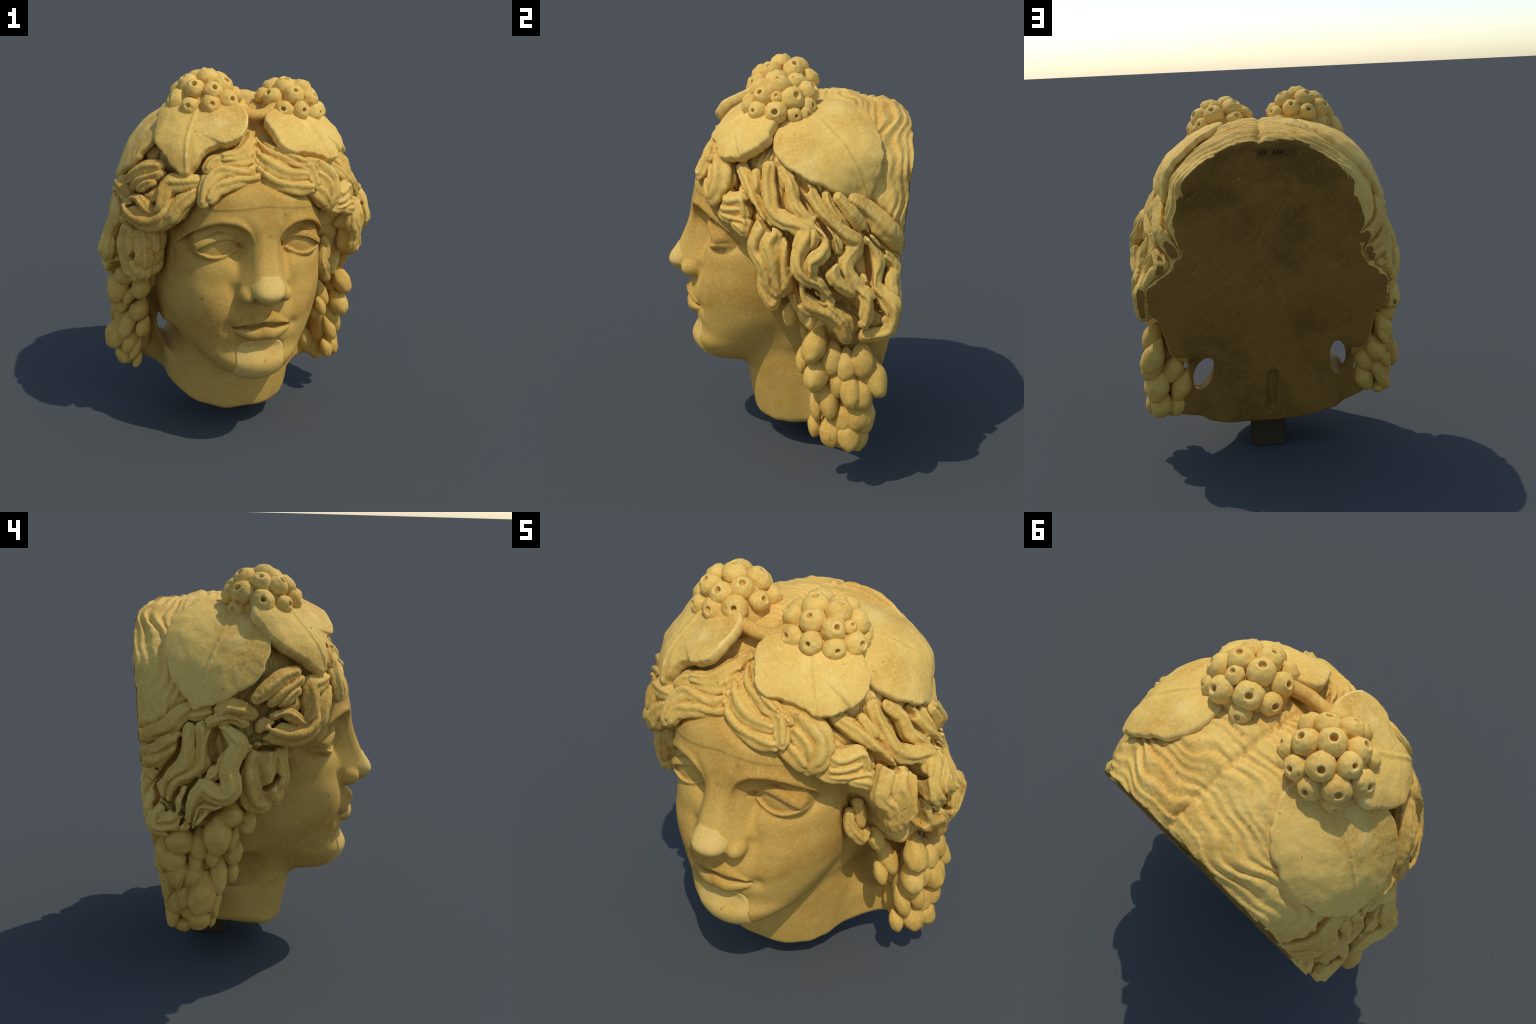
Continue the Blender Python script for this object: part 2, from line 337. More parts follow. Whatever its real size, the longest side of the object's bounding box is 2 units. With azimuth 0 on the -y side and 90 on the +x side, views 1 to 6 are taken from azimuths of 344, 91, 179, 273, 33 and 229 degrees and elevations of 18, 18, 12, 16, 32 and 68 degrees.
# ------------------------------------------------------------------ curls
LOCKS = [
  ("L_A", [
    (0.024, [(0.39, -0.20, 1.54), (0.47, -0.16, 1.48), (0.53, -0.13, 1.42), (0.57, -0.09, 1.36), (0.58, -0.09, 1.31), (0.58, -0.12, 1.24), (0.58, -0.12, 1.19), (0.61, -0.09, 1.15), (0.62, -0.07, 1.09), (0.62, -0.06, 1.04), (0.63, -0.03, 1.00)]),
    (0.018, [(0.47, -0.13, 1.53), (0.51, -0.12, 1.48), (0.52, -0.12, 1.44)]),
    (0.031, [(0.62, -0.04, 1.28), (0.62, -0.06, 1.23), (0.63, -0.04, 1.17), (0.63, -0.03, 1.12), (0.63, -0.02, 1.06), (0.64, -0.01, 1.02)]),
    (0.028, [(0.64, 0.02, 1.25), (0.64, 0.01, 1.18), (0.64, 0.01, 1.12), (0.65, 0.02, 1.07), (0.64, 0.00, 1.03)]),
  ]),
  ("L_B", [
    (0.026, [(0.48, -0.07, 1.56), (0.51, -0.08, 1.50), (0.55, -0.07, 1.44), (0.58, -0.06, 1.39), (0.62, -0.00, 1.35), (0.65, 0.06, 1.34), (0.67, 0.11, 1.32), (0.70, 0.09, 1.27), (0.71, 0.07, 1.22), (0.73, 0.07, 1.17), (0.74, 0.10, 1.13), (0.73, 0.16, 1.09), (0.72, 0.20, 1.04)]),
    (0.020, [(0.70, 0.13, 1.31), (0.70, 0.13, 1.27), (0.70, 0.11, 1.24)]),
  ]),
  ("L_B2", [
    (0.023, [(0.51, -0.00, 1.55), (0.56, 0.03, 1.50), (0.59, 0.05, 1.43), (0.63, 0.08, 1.38), (0.65, 0.13, 1.34), (0.67, 0.18, 1.30), (0.69, 0.19, 1.26), (0.72, 0.16, 1.22), (0.73, 0.12, 1.19), (0.74, 0.12, 1.15), (0.73, 0.14, 1.11), (0.72, 0.19, 1.06)]),
  ]),
  ("L_E", [
    (0.026, [(0.56, 0.11, 1.49), (0.59, 0.12, 1.45), (0.62, 0.16, 1.39), (0.63, 0.21, 1.34), (0.62, 0.28, 1.28), (0.60, 0.33, 1.25), (0.61, 0.32, 1.22), (0.64, 0.29, 1.19), (0.67, 0.27, 1.15), (0.69, 0.29, 1.10), (0.69, 0.34, 1.05), (0.70, 0.38, 1.02), (0.71, 0.38, 0.96), (0.72, 0.37, 0.90)]),
    (0.021, [(0.58, 0.19, 1.46), (0.60, 0.21, 1.40), (0.61, 0.25, 1.35), (0.59, 0.30, 1.29)]),
  ]),
  ("L_E2", [
    (0.023, [(0.60, 0.24, 1.45), (0.60, 0.30, 1.38), (0.58, 0.35, 1.31), (0.58, 0.37, 1.27)]),
    (0.021, [(0.65, 0.23, 1.27), (0.65, 0.23, 1.24), (0.65, 0.25, 1.21)]),
  ]),
  ("L_G", [
    (0.020, [(0.72, 0.22, 1.17), (0.72, 0.23, 1.11), (0.72, 0.28, 1.07), (0.71, 0.32, 1.04)]),
    (0.020, [(0.64, 0.25, 1.00), (0.64, 0.26, 0.95), (0.64, 0.31, 0.89), (0.64, 0.33, 0.83)]),
  ]),
  ("L_H", [
    (0.028, [(0.69, 0.09, 1.08), (0.69, 0.09, 1.03), (0.70, 0.12, 0.98), (0.70, 0.18, 0.96), (0.70, 0.23, 0.93), (0.70, 0.27, 0.88), (0.70, 0.29, 0.82)]),
    (0.020, [(0.70, 0.14, 1.02), (0.70, 0.19, 0.99), (0.70, 0.22, 1.03)]),
    (0.023, [(0.70, 0.19, 1.03), (0.70, 0.22, 0.97), (0.70, 0.27, 0.92), (0.70, 0.30, 0.86)]),
  ]),
  ("L_J", [
    (0.023, [(0.60, 0.38, 1.26), (0.59, 0.41, 1.21), (0.60, 0.43, 1.16), (0.63, 0.41, 1.10), (0.65, 0.41, 1.05), (0.66, 0.46, 1.01), (0.68, 0.50, 0.97), (0.68, 0.50, 0.91), (0.68, 0.48, 0.85), (0.68, 0.42, 0.83), (0.68, 0.37, 0.82)]),
    (0.019, [(0.59, 0.46, 1.18), (0.57, 0.50, 1.14), (0.57, 0.51, 1.10), (0.61, 0.49, 1.07), (0.63, 0.49, 1.04), (0.66, 0.51, 0.99)]),
    (0.015, [(0.67, 0.44, 0.99), (0.68, 0.47, 0.94), (0.68, 0.47, 0.88)]),
  ]),
  ("L_K", [
    (0.018, [(0.65, 0.37, 1.09), (0.66, 0.36, 1.06), (0.67, 0.35, 1.03)]),
  ]),
  ("L_band", [
    (0.031, [(0.57, 0.30, 1.43), (0.55, 0.37, 1.38), (0.55, 0.43, 1.33), (0.54, 0.49, 1.27), (0.49, 0.54, 1.19)]),
  ]),
  ("L_N", [
    (0.023, [(0.37, -0.27, 1.45), (0.39, -0.27, 1.42), (0.41, -0.27, 1.40), (0.44, -0.25, 1.39), (0.47, -0.22, 1.40), (0.50, -0.19, 1.41), (0.52, -0.18, 1.38), (0.53, -0.18, 1.34)]),
    (0.021, [(0.38, -0.29, 1.39), (0.41, -0.28, 1.35), (0.44, -0.26, 1.35), (0.48, -0.23, 1.36), (0.51, -0.20, 1.37)]),
    (0.019, [(0.38, -0.30, 1.33), (0.42, -0.28, 1.32), (0.46, -0.25, 1.32), (0.50, -0.21, 1.32), (0.53, -0.18, 1.32), (0.54, -0.17, 1.29)]),
    (0.019, [(0.49, -0.23, 1.30), (0.53, -0.19, 1.29), (0.54, -0.18, 1.27)]),
  ]),
  ("L_ear", [
    (0.018, [(0.43, -0.10, 1.04), (0.43, -0.10, 0.98), (0.45, -0.08, 0.93), (0.47, -0.05, 0.89), (0.48, -0.03, 0.92)]),
    (0.018, [(0.45, -0.07, 1.08), (0.46, -0.06, 1.01), (0.46, -0.06, 0.96)]),
  ]),
  ("L_fringe", [
    (0.029, [(-0.07, -0.20, 1.68), (-0.07, -0.29, 1.60), (-0.03, -0.35, 1.54), (0.04, -0.39, 1.49), (0.15, -0.41, 1.47), (0.23, -0.41, 1.47)]),
    (0.028, [(-0.05, -0.21, 1.67), (-0.03, -0.29, 1.61), (0.02, -0.35, 1.57), (0.11, -0.38, 1.53), (0.20, -0.39, 1.53)]),
    (0.028, [(-0.03, -0.21, 1.67), (0.02, -0.28, 1.62), (0.09, -0.32, 1.59), (0.17, -0.34, 1.56), (0.23, -0.36, 1.55), (0.26, -0.40, 1.48)]),
    (0.025, [(0.01, -0.23, 1.65), (0.07, -0.29, 1.62), (0.16, -0.34, 1.59), (0.26, -0.36, 1.56)]),
  ]),
  ("L_M", [
    (0.034, [(0.17, -0.33, 1.57), (0.26, -0.31, 1.56), (0.33, -0.30, 1.52), (0.37, -0.30, 1.47), (0.38, -0.32, 1.41), (0.35, -0.34, 1.37)]),
    (0.031, [(0.23, -0.34, 1.52), (0.29, -0.33, 1.50), (0.34, -0.33, 1.45), (0.35, -0.34, 1.38)]),
    (0.031, [(0.24, -0.36, 1.46), (0.29, -0.35, 1.43), (0.34, -0.35, 1.38)]),
  ]),
  ("R_fringe", [
    (0.029, [(-0.01, -0.27, 1.63), (-0.01, -0.34, 1.55), (-0.06, -0.37, 1.50), (-0.13, -0.38, 1.50), (-0.20, -0.39, 1.49), (-0.26, -0.40, 1.47), (-0.29, -0.42, 1.43)]),
    (0.029, [(-0.02, -0.25, 1.65), (-0.03, -0.32, 1.58), (-0.09, -0.36, 1.53), (-0.16, -0.36, 1.54), (-0.23, -0.36, 1.55), (-0.29, -0.38, 1.50), (-0.32, -0.41, 1.41)]),
    (0.026, [(-0.03, -0.23, 1.67), (-0.05, -0.30, 1.62), (-0.11, -0.33, 1.59), (-0.18, -0.34, 1.60), (-0.25, -0.34, 1.59), (-0.29, -0.36, 1.56)]),
    (0.024, [(-0.04, -0.21, 1.69), (-0.07, -0.28, 1.66), (-0.13, -0.33, 1.62), (-0.21, -0.36, 1.62)]),
  ]),
  ("R_q", [
    (0.027, [(-0.33, -0.34, 1.49), (-0.40, -0.31, 1.48), (-0.46, -0.27, 1.47), (-0.49, -0.27, 1.42), (-0.50, -0.28, 1.36), (-0.53, -0.26, 1.32)]),
    (0.018, [(-0.53, -0.26, 1.32), (-0.55, -0.23, 1.32), (-0.58, -0.20, 1.35), (-0.60, -0.16, 1.37), (-0.63, -0.11, 1.36)]),
    (0.031, [(-0.46, -0.29, 1.38), (-0.49, -0.29, 1.31), (-0.54, -0.24, 1.27), (-0.60, -0.16, 1.27), (-0.64, -0.09, 1.30), (-0.64, -0.07, 1.32)]),
    (0.024, [(-0.34, -0.35, 1.45), (-0.38, -0.34, 1.42), (-0.43, -0.33, 1.37), (-0.46, -0.32, 1.32), (-0.51, -0.28, 1.28)]),
    (0.022, [(-0.52, -0.19, 1.43), (-0.53, -0.19, 1.39), (-0.56, -0.16, 1.39)]),
  ]),
  ("R_s", [
    (0.023, [(-0.50, -0.20, 1.54), (-0.53, -0.16, 1.53), (-0.57, -0.12, 1.51), (-0.61, -0.07, 1.47), (-0.64, -0.03, 1.44)]),
    (0.021, [(-0.50, -0.22, 1.51), (-0.54, -0.18, 1.48), (-0.58, -0.14, 1.46), (-0.62, -0.10, 1.42)]),
    (0.018, [(-0.53, -0.21, 1.47), (-0.56, -0.18, 1.45), (-0.60, -0.14, 1.41)]),
    (0.027, [(-0.48, -0.02, 1.59), (-0.51, -0.02, 1.54)]),
  ]),
  ("R_x2", [
    (0.028, [(-0.66, 0.13, 1.35), (-0.65, 0.10, 1.39), (-0.64, 0.04, 1.38), (-0.63, -0.01, 1.37)]),
    (0.022, [(-0.67, 0.17, 1.33), (-0.66, 0.12, 1.35), (-0.65, 0.07, 1.35), (-0.65, 0.02, 1.33)]),
  ]),
  ("R_band", [
    (0.029, [(-0.52, 0.52, 1.22), (-0.59, 0.43, 1.25), (-0.62, 0.36, 1.29), (-0.62, 0.32, 1.34), (-0.62, 0.27, 1.38)]),
    (0.019, [(-0.63, 0.27, 1.35), (-0.63, 0.20, 1.36), (-0.63, 0.15, 1.37)]),
  ]),
  ("R_x3", [
    (0.026, [(-0.65, 0.27, 1.29), (-0.66, 0.28, 1.23), (-0.66, 0.28, 1.17), (-0.66, 0.29, 1.12), (-0.65, 0.34, 1.08), (-0.65, 0.38, 1.04), (-0.66, 0.39, 0.99), (-0.66, 0.37, 0.93)]),
    (0.026, [(-0.66, 0.21, 1.30), (-0.66, 0.20, 1.24), (-0.66, 0.20, 1.18), (-0.66, 0.21, 1.13), (-0.66, 0.25, 1.09), (-0.66, 0.31, 1.06), (-0.66, 0.34, 1.02), (-0.66, 0.36, 0.97), (-0.66, 0.36, 0.92)]),
    (0.019, [(-0.65, 0.17, 1.31), (-0.66, 0.19, 1.25), (-0.66, 0.18, 1.18), (-0.66, 0.20, 1.13)]),
  ]),
  ("R_x4", [
    (0.026, [(-0.67, 0.11, 1.31), (-0.68, 0.07, 1.27), (-0.68, 0.04, 1.24), (-0.70, 0.06, 1.19), (-0.72, 0.08, 1.13), (-0.73, 0.07, 1.08), (-0.74, 0.07, 1.04), (-0.74, 0.10, 1.01), (-0.74, 0.15, 1.02), (-0.73, 0.19, 1.04), (-0.72, 0.23, 0.99), (-0.71, 0.25, 0.93), (-0.70, 0.26, 0.87)]),
    (0.022, [(-0.65, -0.01, 1.23), (-0.67, 0.04, 1.21), (-0.68, 0.07, 1.18), (-0.69, 0.11, 1.14), (-0.70, 0.14, 1.11), (-0.71, 0.17, 1.08)]),
  ]),
  ("R_x4d", [
    (0.022, [(-0.69, 0.08, 0.98), (-0.70, 0.13, 0.95), (-0.70, 0.21, 0.95), (-0.70, 0.23, 0.90), (-0.70, 0.24, 0.85)]),
    (0.022, [(-0.70, 0.18, 0.93), (-0.70, 0.21, 0.88), (-0.70, 0.23, 0.85)]),
  ]),
  ("R_x5", [
    (0.026, [(-0.56, 0.49, 1.14), (-0.61, 0.42, 1.18), (-0.64, 0.36, 1.23), (-0.65, 0.31, 1.25)]),
    (0.024, [(-0.56, 0.49, 1.11), (-0.61, 0.43, 1.13), (-0.64, 0.36, 1.18), (-0.65, 0.31, 1.22)]),
    (0.024, [(-0.54, 0.48, 1.07), (-0.59, 0.46, 1.02), (-0.62, 0.45, 0.96), (-0.62, 0.45, 0.89)]),
    (0.019, [(-0.63, 0.43, 1.05), (-0.60, 0.45, 1.07)]),
  ]),
  ("R_x6", [
    (0.022, [(-0.69, 0.28, 1.01), (-0.69, 0.30, 0.97), (-0.69, 0.31, 0.92), (-0.69, 0.34, 0.88), (-0.69, 0.39, 0.87), (-0.69, 0.42, 0.85)]),
    (0.022, [(-0.69, 0.40, 0.92), (-0.69, 0.42, 0.88), (-0.69, 0.42, 0.84), (-0.69, 0.38, 0.83), (-0.69, 0.32, 0.85), (-0.69, 0.30, 0.89)]),
    (0.017, [(-0.69, 0.28, 0.86), (-0.69, 0.30, 0.83)]),
  ]),
  ("R_x7", [
    (0.036, [(-0.63, -0.02, 1.20), (-0.63, -0.00, 1.14), (-0.64, -0.00, 1.07), (-0.63, -0.01, 1.01), (-0.62, -0.04, 0.95), (-0.61, -0.08, 0.94)]),
    (0.036, [(-0.60, -0.09, 1.19), (-0.61, -0.08, 1.13), (-0.60, -0.09, 1.06), (-0.59, -0.11, 1.00), (-0.59, -0.12, 0.96)]),
    (0.022, [(-0.53, -0.15, 1.18), (-0.53, -0.14, 1.12), (-0.53, -0.15, 1.09)]),
    (0.029, [(-0.58, -0.13, 1.17), (-0.58, -0.14, 1.07), (-0.58, -0.13, 0.99)]),
  ]),
]


def add_locks():
    for name, strands in LOCKS:
        lab = label("ear" if name == "L_ear" else "hair_lock")
        acc = None
        los, his, parts = [], [], []
        for r, pts in strands:
            P = np.array(pts)
            n = np.stack([P[:, 0], (P[:, 1] - .15) * np.where(P[:, 1] < .15, .8, .25), (P[:, 2] - 1.15) * np.where(P[:, 2] > 1.15, .8, 0)], 1)
            P = P - n / np.linalg.norm(n, axis=1, keepdims=True) * r * 0.45      # thick strands sit deeper
            sl, d = strand_field(P, r * 1.74, 0.045, ribs=0.12)
            parts.append((sl, d))
        a = np.min([[s.start for s in p[0]] for p in parts], 0)
        b = np.max([[s.stop for s in p[0]] for p in parts], 0)
        acc = np.full(b - a, 1.0, f32)
        for sl, d in parts:
            ls = tuple(slice(sl[i].start - a[i], sl[i].stop - a[i]) for i in range(3))
            acc[ls] = smin(acc[ls], d, 0.012) + 0.0075 * np.exp(-((acc[ls] - d) / 0.007) ** 2)
        sl = tuple(slice(a[i], b[i]) for i in range(3))
        LAB[sl] = np.where(acc < F[sl], np.int16(lab), LAB[sl])
        F[sl] = groove(F[sl], acc, 0.015, 0.011)

add_locks()

# drilled channels between the curls
DRILLS = [
    (0.016, [(0.56, -0.01, 1.48), (0.59, -0.01, 1.41)]),
    (0.016, [(0.63, 0.15, 1.35), (0.64, 0.20, 1.29), (0.65, 0.22, 1.22)]),
    (0.019, [(0.62, 0.02, 1.29), (0.63, 0.04, 1.24), (0.64, 0.04, 1.16)]),
    (0.014, [(0.51, -0.16, 1.40), (0.56, -0.11, 1.35), (0.60, -0.06, 1.30)]),
    (0.023, [(0.65, 0.22, 1.19), (0.65, 0.19, 1.16)]),
    (0.018, [(0.65, 0.22, 1.08), (0.65, 0.23, 1.03)]),
    (0.015, [(0.65, 0.11, 1.05), (0.65, 0.16, 1.01)]),
    (0.020, [(0.65, 0.25, 1.00), (0.65, 0.30, 0.95)]),
    (0.017, [(0.57, 0.37, 1.22), (0.59, 0.39, 1.13), (0.62, 0.39, 1.06)]),
    (0.016, [(0.64, 0.40, 1.01), (0.65, 0.42, 0.96), (0.65, 0.45, 0.93)]),
    (0.020, [(0.64, 0.06, 1.09), (0.64, 0.07, 1.03), (0.64, 0.08, 0.99)]),
    (0.011, [(0.57, 0.36, 1.29), (0.55, 0.44, 1.20), (0.51, 0.53, 1.14)]),
    (0.015, [(0.56, 0.06, 1.53), (0.58, 0.10, 1.48)]),
    (0.012, [(0.60, 0.08, 1.45), (0.62, 0.13, 1.38)]),
    (0.018, [(0.53, -0.14, 1.38), (0.55, -0.13, 1.35)]),
    (0.015, [(0.64, 0.06, 1.24), (0.65, 0.11, 1.15)]),
    (0.015, [(0.65, 0.24, 0.98), (0.65, 0.39, 0.89)]),
    (0.013, [(-0.47, -0.16, 1.49), (-0.42, -0.19, 1.51)]),
    (0.011, [(-0.56, -0.08, 1.42), (-0.50, -0.14, 1.45)]),
    (0.012, [(-0.61, -0.04, 1.20), (-0.53, -0.18, 1.23)]),
    (0.020, [(-0.60, -0.08, 1.02), (-0.57, -0.12, 1.07)]),
    (0.022, [(-0.50, -0.21, 1.09), (-0.50, -0.22, 1.04)]),
    (0.011, [(-0.64, 0.43, 1.00), (-0.65, 0.30, 0.90)]),
    (0.011, [(-0.40, -0.25, 1.43), (-0.43, -0.25, 1.37), (-0.44, -0.26, 1.31)]),
    (0.016, [(-0.64, 0.31, 1.24), (-0.64, 0.32, 1.18), (-0.62, 0.37, 1.11), (-0.62, 0.41, 1.05)]),
    (0.013, [(-0.63, 0.42, 1.02), (-0.65, 0.41, 0.97), (-0.65, 0.43, 0.92)]),
    (0.018, [(-0.64, 0.15, 1.29), (-0.65, 0.17, 1.22), (-0.65, 0.15, 1.15)]),
    (0.011, [(-0.64, 0.13, 1.29), (-0.64, 0.09, 1.22)]),
    (0.012, [(-0.65, 0.20, 1.08), (-0.65, 0.16, 1.11)]),
    (0.016, [(-0.65, 0.23, 1.06), (-0.65, 0.26, 1.02), (-0.65, 0.28, 0.96), (-0.65, 0.29, 0.91)]),
    (0.013, [(-0.65, 0.31, 1.01), (-0.65, 0.33, 0.97), (-0.65, 0.33, 0.92)]),
    (0.012, [(-0.65, 0.29, 0.87), (-0.65, 0.30, 0.85)]),
    (0.011, [(-0.65, 0.22, 0.96), (-0.65, 0.17, 0.96), (-0.64, 0.08, 0.96)]),
    (0.020, [(-0.64, 0.07, 0.95), (-0.65, 0.13, 0.92), (-0.65, 0.18, 0.88), (-0.65, 0.22, 0.84)]),
    (0.012, [(-0.65, 0.36, 0.81), (-0.65, 0.22, 0.81)]),
    (0.015, [(-0.63, 0.03, 1.16), (-0.64, 0.05, 1.09), (-0.64, 0.05, 1.02)]),
    (0.012, [(-0.64, 0.05, 0.99), (-0.64, 0.05, 0.96)]),
    (0.018, [(-0.62, -0.01, 1.24), (-0.60, -0.06, 1.28), (-0.56, -0.12, 1.33)]),
    (0.013, [(-0.62, -0.02, 1.21), (-0.58, -0.11, 1.20)]),
    (0.011, [(-0.42, -0.23, 1.44), (-0.50, -0.15, 1.43), (-0.54, -0.11, 1.40)]),
]

for r, pts in DRILLS:
    sl, d = strand_field(pts, r * 0.9, 0.06, steps=14, squash=0.22, taper=False, both=True)
    carve(sl, d, 0.014)

# irregular lower break of neck and slab
sl, X, Y, Z = box((-.8, -.3, .05), (.8, .6, .42))
F[sl] = (F[sl] + 0.003 * np.sin(X * 31 + 2 * np.sin(Y * 17)) * np.sin(Y * 27 + 1.3) * sstep(.30, .15, Z)).astype(f32)
# fringe and everything else ends on the sawn back
sl, X, Y, Z = box((-.9, .25, .0), (.9, .66, 1.95))
wob = 0.0
F[sl] = smax(F[sl], Y - back_y(X, Z), 0.012).astype(f32)
# dowel channel low on the back
sl, X, Y, Z = box((-.1, .2, .05), (.15, .6, .65))
u = X - (0.0 + (Z - .35) * -.08)
d = np.sqrt((u / .030) ** 2 + ((Y - back_y(X, Z)) / .03) ** 2 + (np.maximum(np.abs(Z - .36) - .10, 0) / .02) ** 2)
carve(sl, (d - 1) * .02, 0.01)

# stray chisel cuts on the sawn face
g_ = np.random.default_rng(5)
for _ in range(46):
    cx, cz = g_.uniform(-.42, .42), g_.uniform(.45, 1.62)
    an, ln = g_.normal(.5, .35), g_.uniform(.012, .045)
    dx, dz = math.sin(an) * ln, -math.cos(an) * ln
    a_, b_ = (cx - dx, 0, cz - dz), (cx + dx, 0, cz + dz)
    pts = [(q[0], float(back_y(np.array(q[0]), np.array(q[2]))) + .004, q[2]) for q in (a_, b_)]
    sl, d = strand_field(pts, g_.uniform(.006, .011), 0.02, squash=1.0, taper=False)
    carve(sl, d, 0.006)

# ------------------------------------------------------------------ meshing the carved body
def surface_net(F):
    S = F < 0
    nx, ny, nz = F.shape
    c = S[:-1, :-1, :-1].astype(np.uint8)
    cnt = np.zeros((nx-1, ny-1, nz-1), np.uint8)
    for i in (0, 1):
        for j in (0, 1):
            for k in (0, 1):
                cnt += S[i:nx-1+i, j:ny-1+j, k:nz-1+k]
    act = np.flatnonzero((cnt > 0) & (cnt < 8))
    del cnt
    cs = ((nx-1), (ny-1), (nz-1))
    I, J, K = np.unravel_index(act, cs)
    corners = [(i, j, k) for i in (0, 1) for j in (0, 1) for k in (0, 1)]
    V = {c: F[I + c[0], J + c[1], K + c[2]].astype(np.float64) for c in corners}
    P = np.zeros((len(act), 3)); W = np.zeros(len(act))
    for c0 in corners:
        for ax in range(3):
            if c0[ax] == 1:
                continue
            c1 = list(c0); c1[ax] = 1; c1 = tuple(c1)
            a, b = V[c0], V[c1]
            m = (a < 0) != (b < 0)
            t = np.where(m, a / np.where(m, a - b, 1), 0)
            p = np.tile(np.array(c0, float), (len(act), 1)); p[:, ax] = t
            P += p * m[:, None]; W += m
    P /= W[:, None]
    lab = LAB[I + (P[:, 0] > .5), J + (P[:, 1] > .5), K + (P[:, 2] > .5)]
    P = LO + H * (P + np.stack([I, J, K], 1))
    quads = []
    strides = (cs[1] * cs[2], cs[2], 1)
    for ax in range(3):
        o1, o2 = [(1, 2), (2, 0), (0, 1)][ax]
        sl0 = [slice(None)] * 3; sl1 = [slice(None)] * 3
        sl0[ax] = slice(0, -1); sl1[ax] = slice(1, None)
        for o in (o1, o2):
            sl0[o] = slice(1, -1); sl1[o] = slice(1, -1)
        A = S[tuple(sl0)]; B = S[tuple(sl1)]
        e = np.nonzero(A != B)
        idx = [e[0].copy(), e[1].copy(), e[2].copy()]
        for o in (o1, o2):
            idx[o] = idx[o] + 1
        base = idx[0] * strides[0] + idx[1] * strides[1] + idx[2] * strides[2]
        q = np.stack([base, base - strides[o1], base - strides[o1] - strides[o2], base - strides[o2]], 1)
        flip = B[e]
        q[flip] = q[flip][:, ::-1]
        quads.append(q)
    q = np.concatenate(quads)
    q = np.searchsorted(act, q)
    return P, q, lab

V, Q, VL = surface_net(F)
del F, LAB

# even out the grid pattern a little (two Taubin passes)
def relax(V, Q, passes):
    E = np.concatenate([Q[:, [0, 1]], Q[:, [1, 2]], Q[:, [2, 3]], Q[:, [3, 0]]])
    n = len(V)
    deg = np.bincount(E[:, 0], minlength=n) + np.bincount(E[:, 1], minlength=n)
    for lam in passes:
        A = np.zeros_like(V)
        for c in range(3):
            A[:, c] = np.bincount(E[:, 0], V[E[:, 1], c], n) + np.bincount(E[:, 1], V[E[:, 0], c], n)
        V = V + lam * (A / deg[:, None] - V)
    return V
V = relax(V, Q, (0.5, -0.52, 0.5, -0.52))

def vertex_normals(V, Q):
    n = np.cross(V[Q[:, 2]] - V[Q[:, 0]], V[Q[:, 3]] - V[Q[:, 1]])
    out = np.zeros_like(V)
    for k in range(4):
        for c in range(3):
            out[:, c] += np.bincount(Q[:, k], n[:, c], len(V))
    return out / (np.linalg.norm(out, axis=1, keepdims=True) + 1e-12)
NRM = vertex_normals(V, Q)

# worn, chiselled surface: irregular shallow relief on everything but the polished skin
def ripple(P, scale, seed, n=14):
    g = np.random.default_rng(seed)
    out = np.zeros(len(P))
    for _ in range(n):
        k = g.normal(0, 1, 3); k *= scale * g.uniform(.6, 1.5) / np.linalg.norm(k)
        out += np.sin(P @ k + g.uniform(0, 6.28))
    return out / math.sqrt(n / 2)
skin = (LABELS.index("head"), LABELS.index("neck"))
rough = np.where(np.isin(VL, skin), 0.10, 1.0)
for _ in range(3):
    e_ = np.bincount(Q.ravel(), np.repeat(rough[Q].mean(1), 4), len(V)) / np.bincount(Q.ravel(), minlength=len(V))
    rough = e_
relief = 0.0011 * ripple(V, 30, 1) + 0.0008 * ripple(V, 80, 2) + 0.0005 * ripple(V, 190, 3)
V = V + NRM * (relief * rough)[:, None]
NRM = vertex_normals(V, Q)

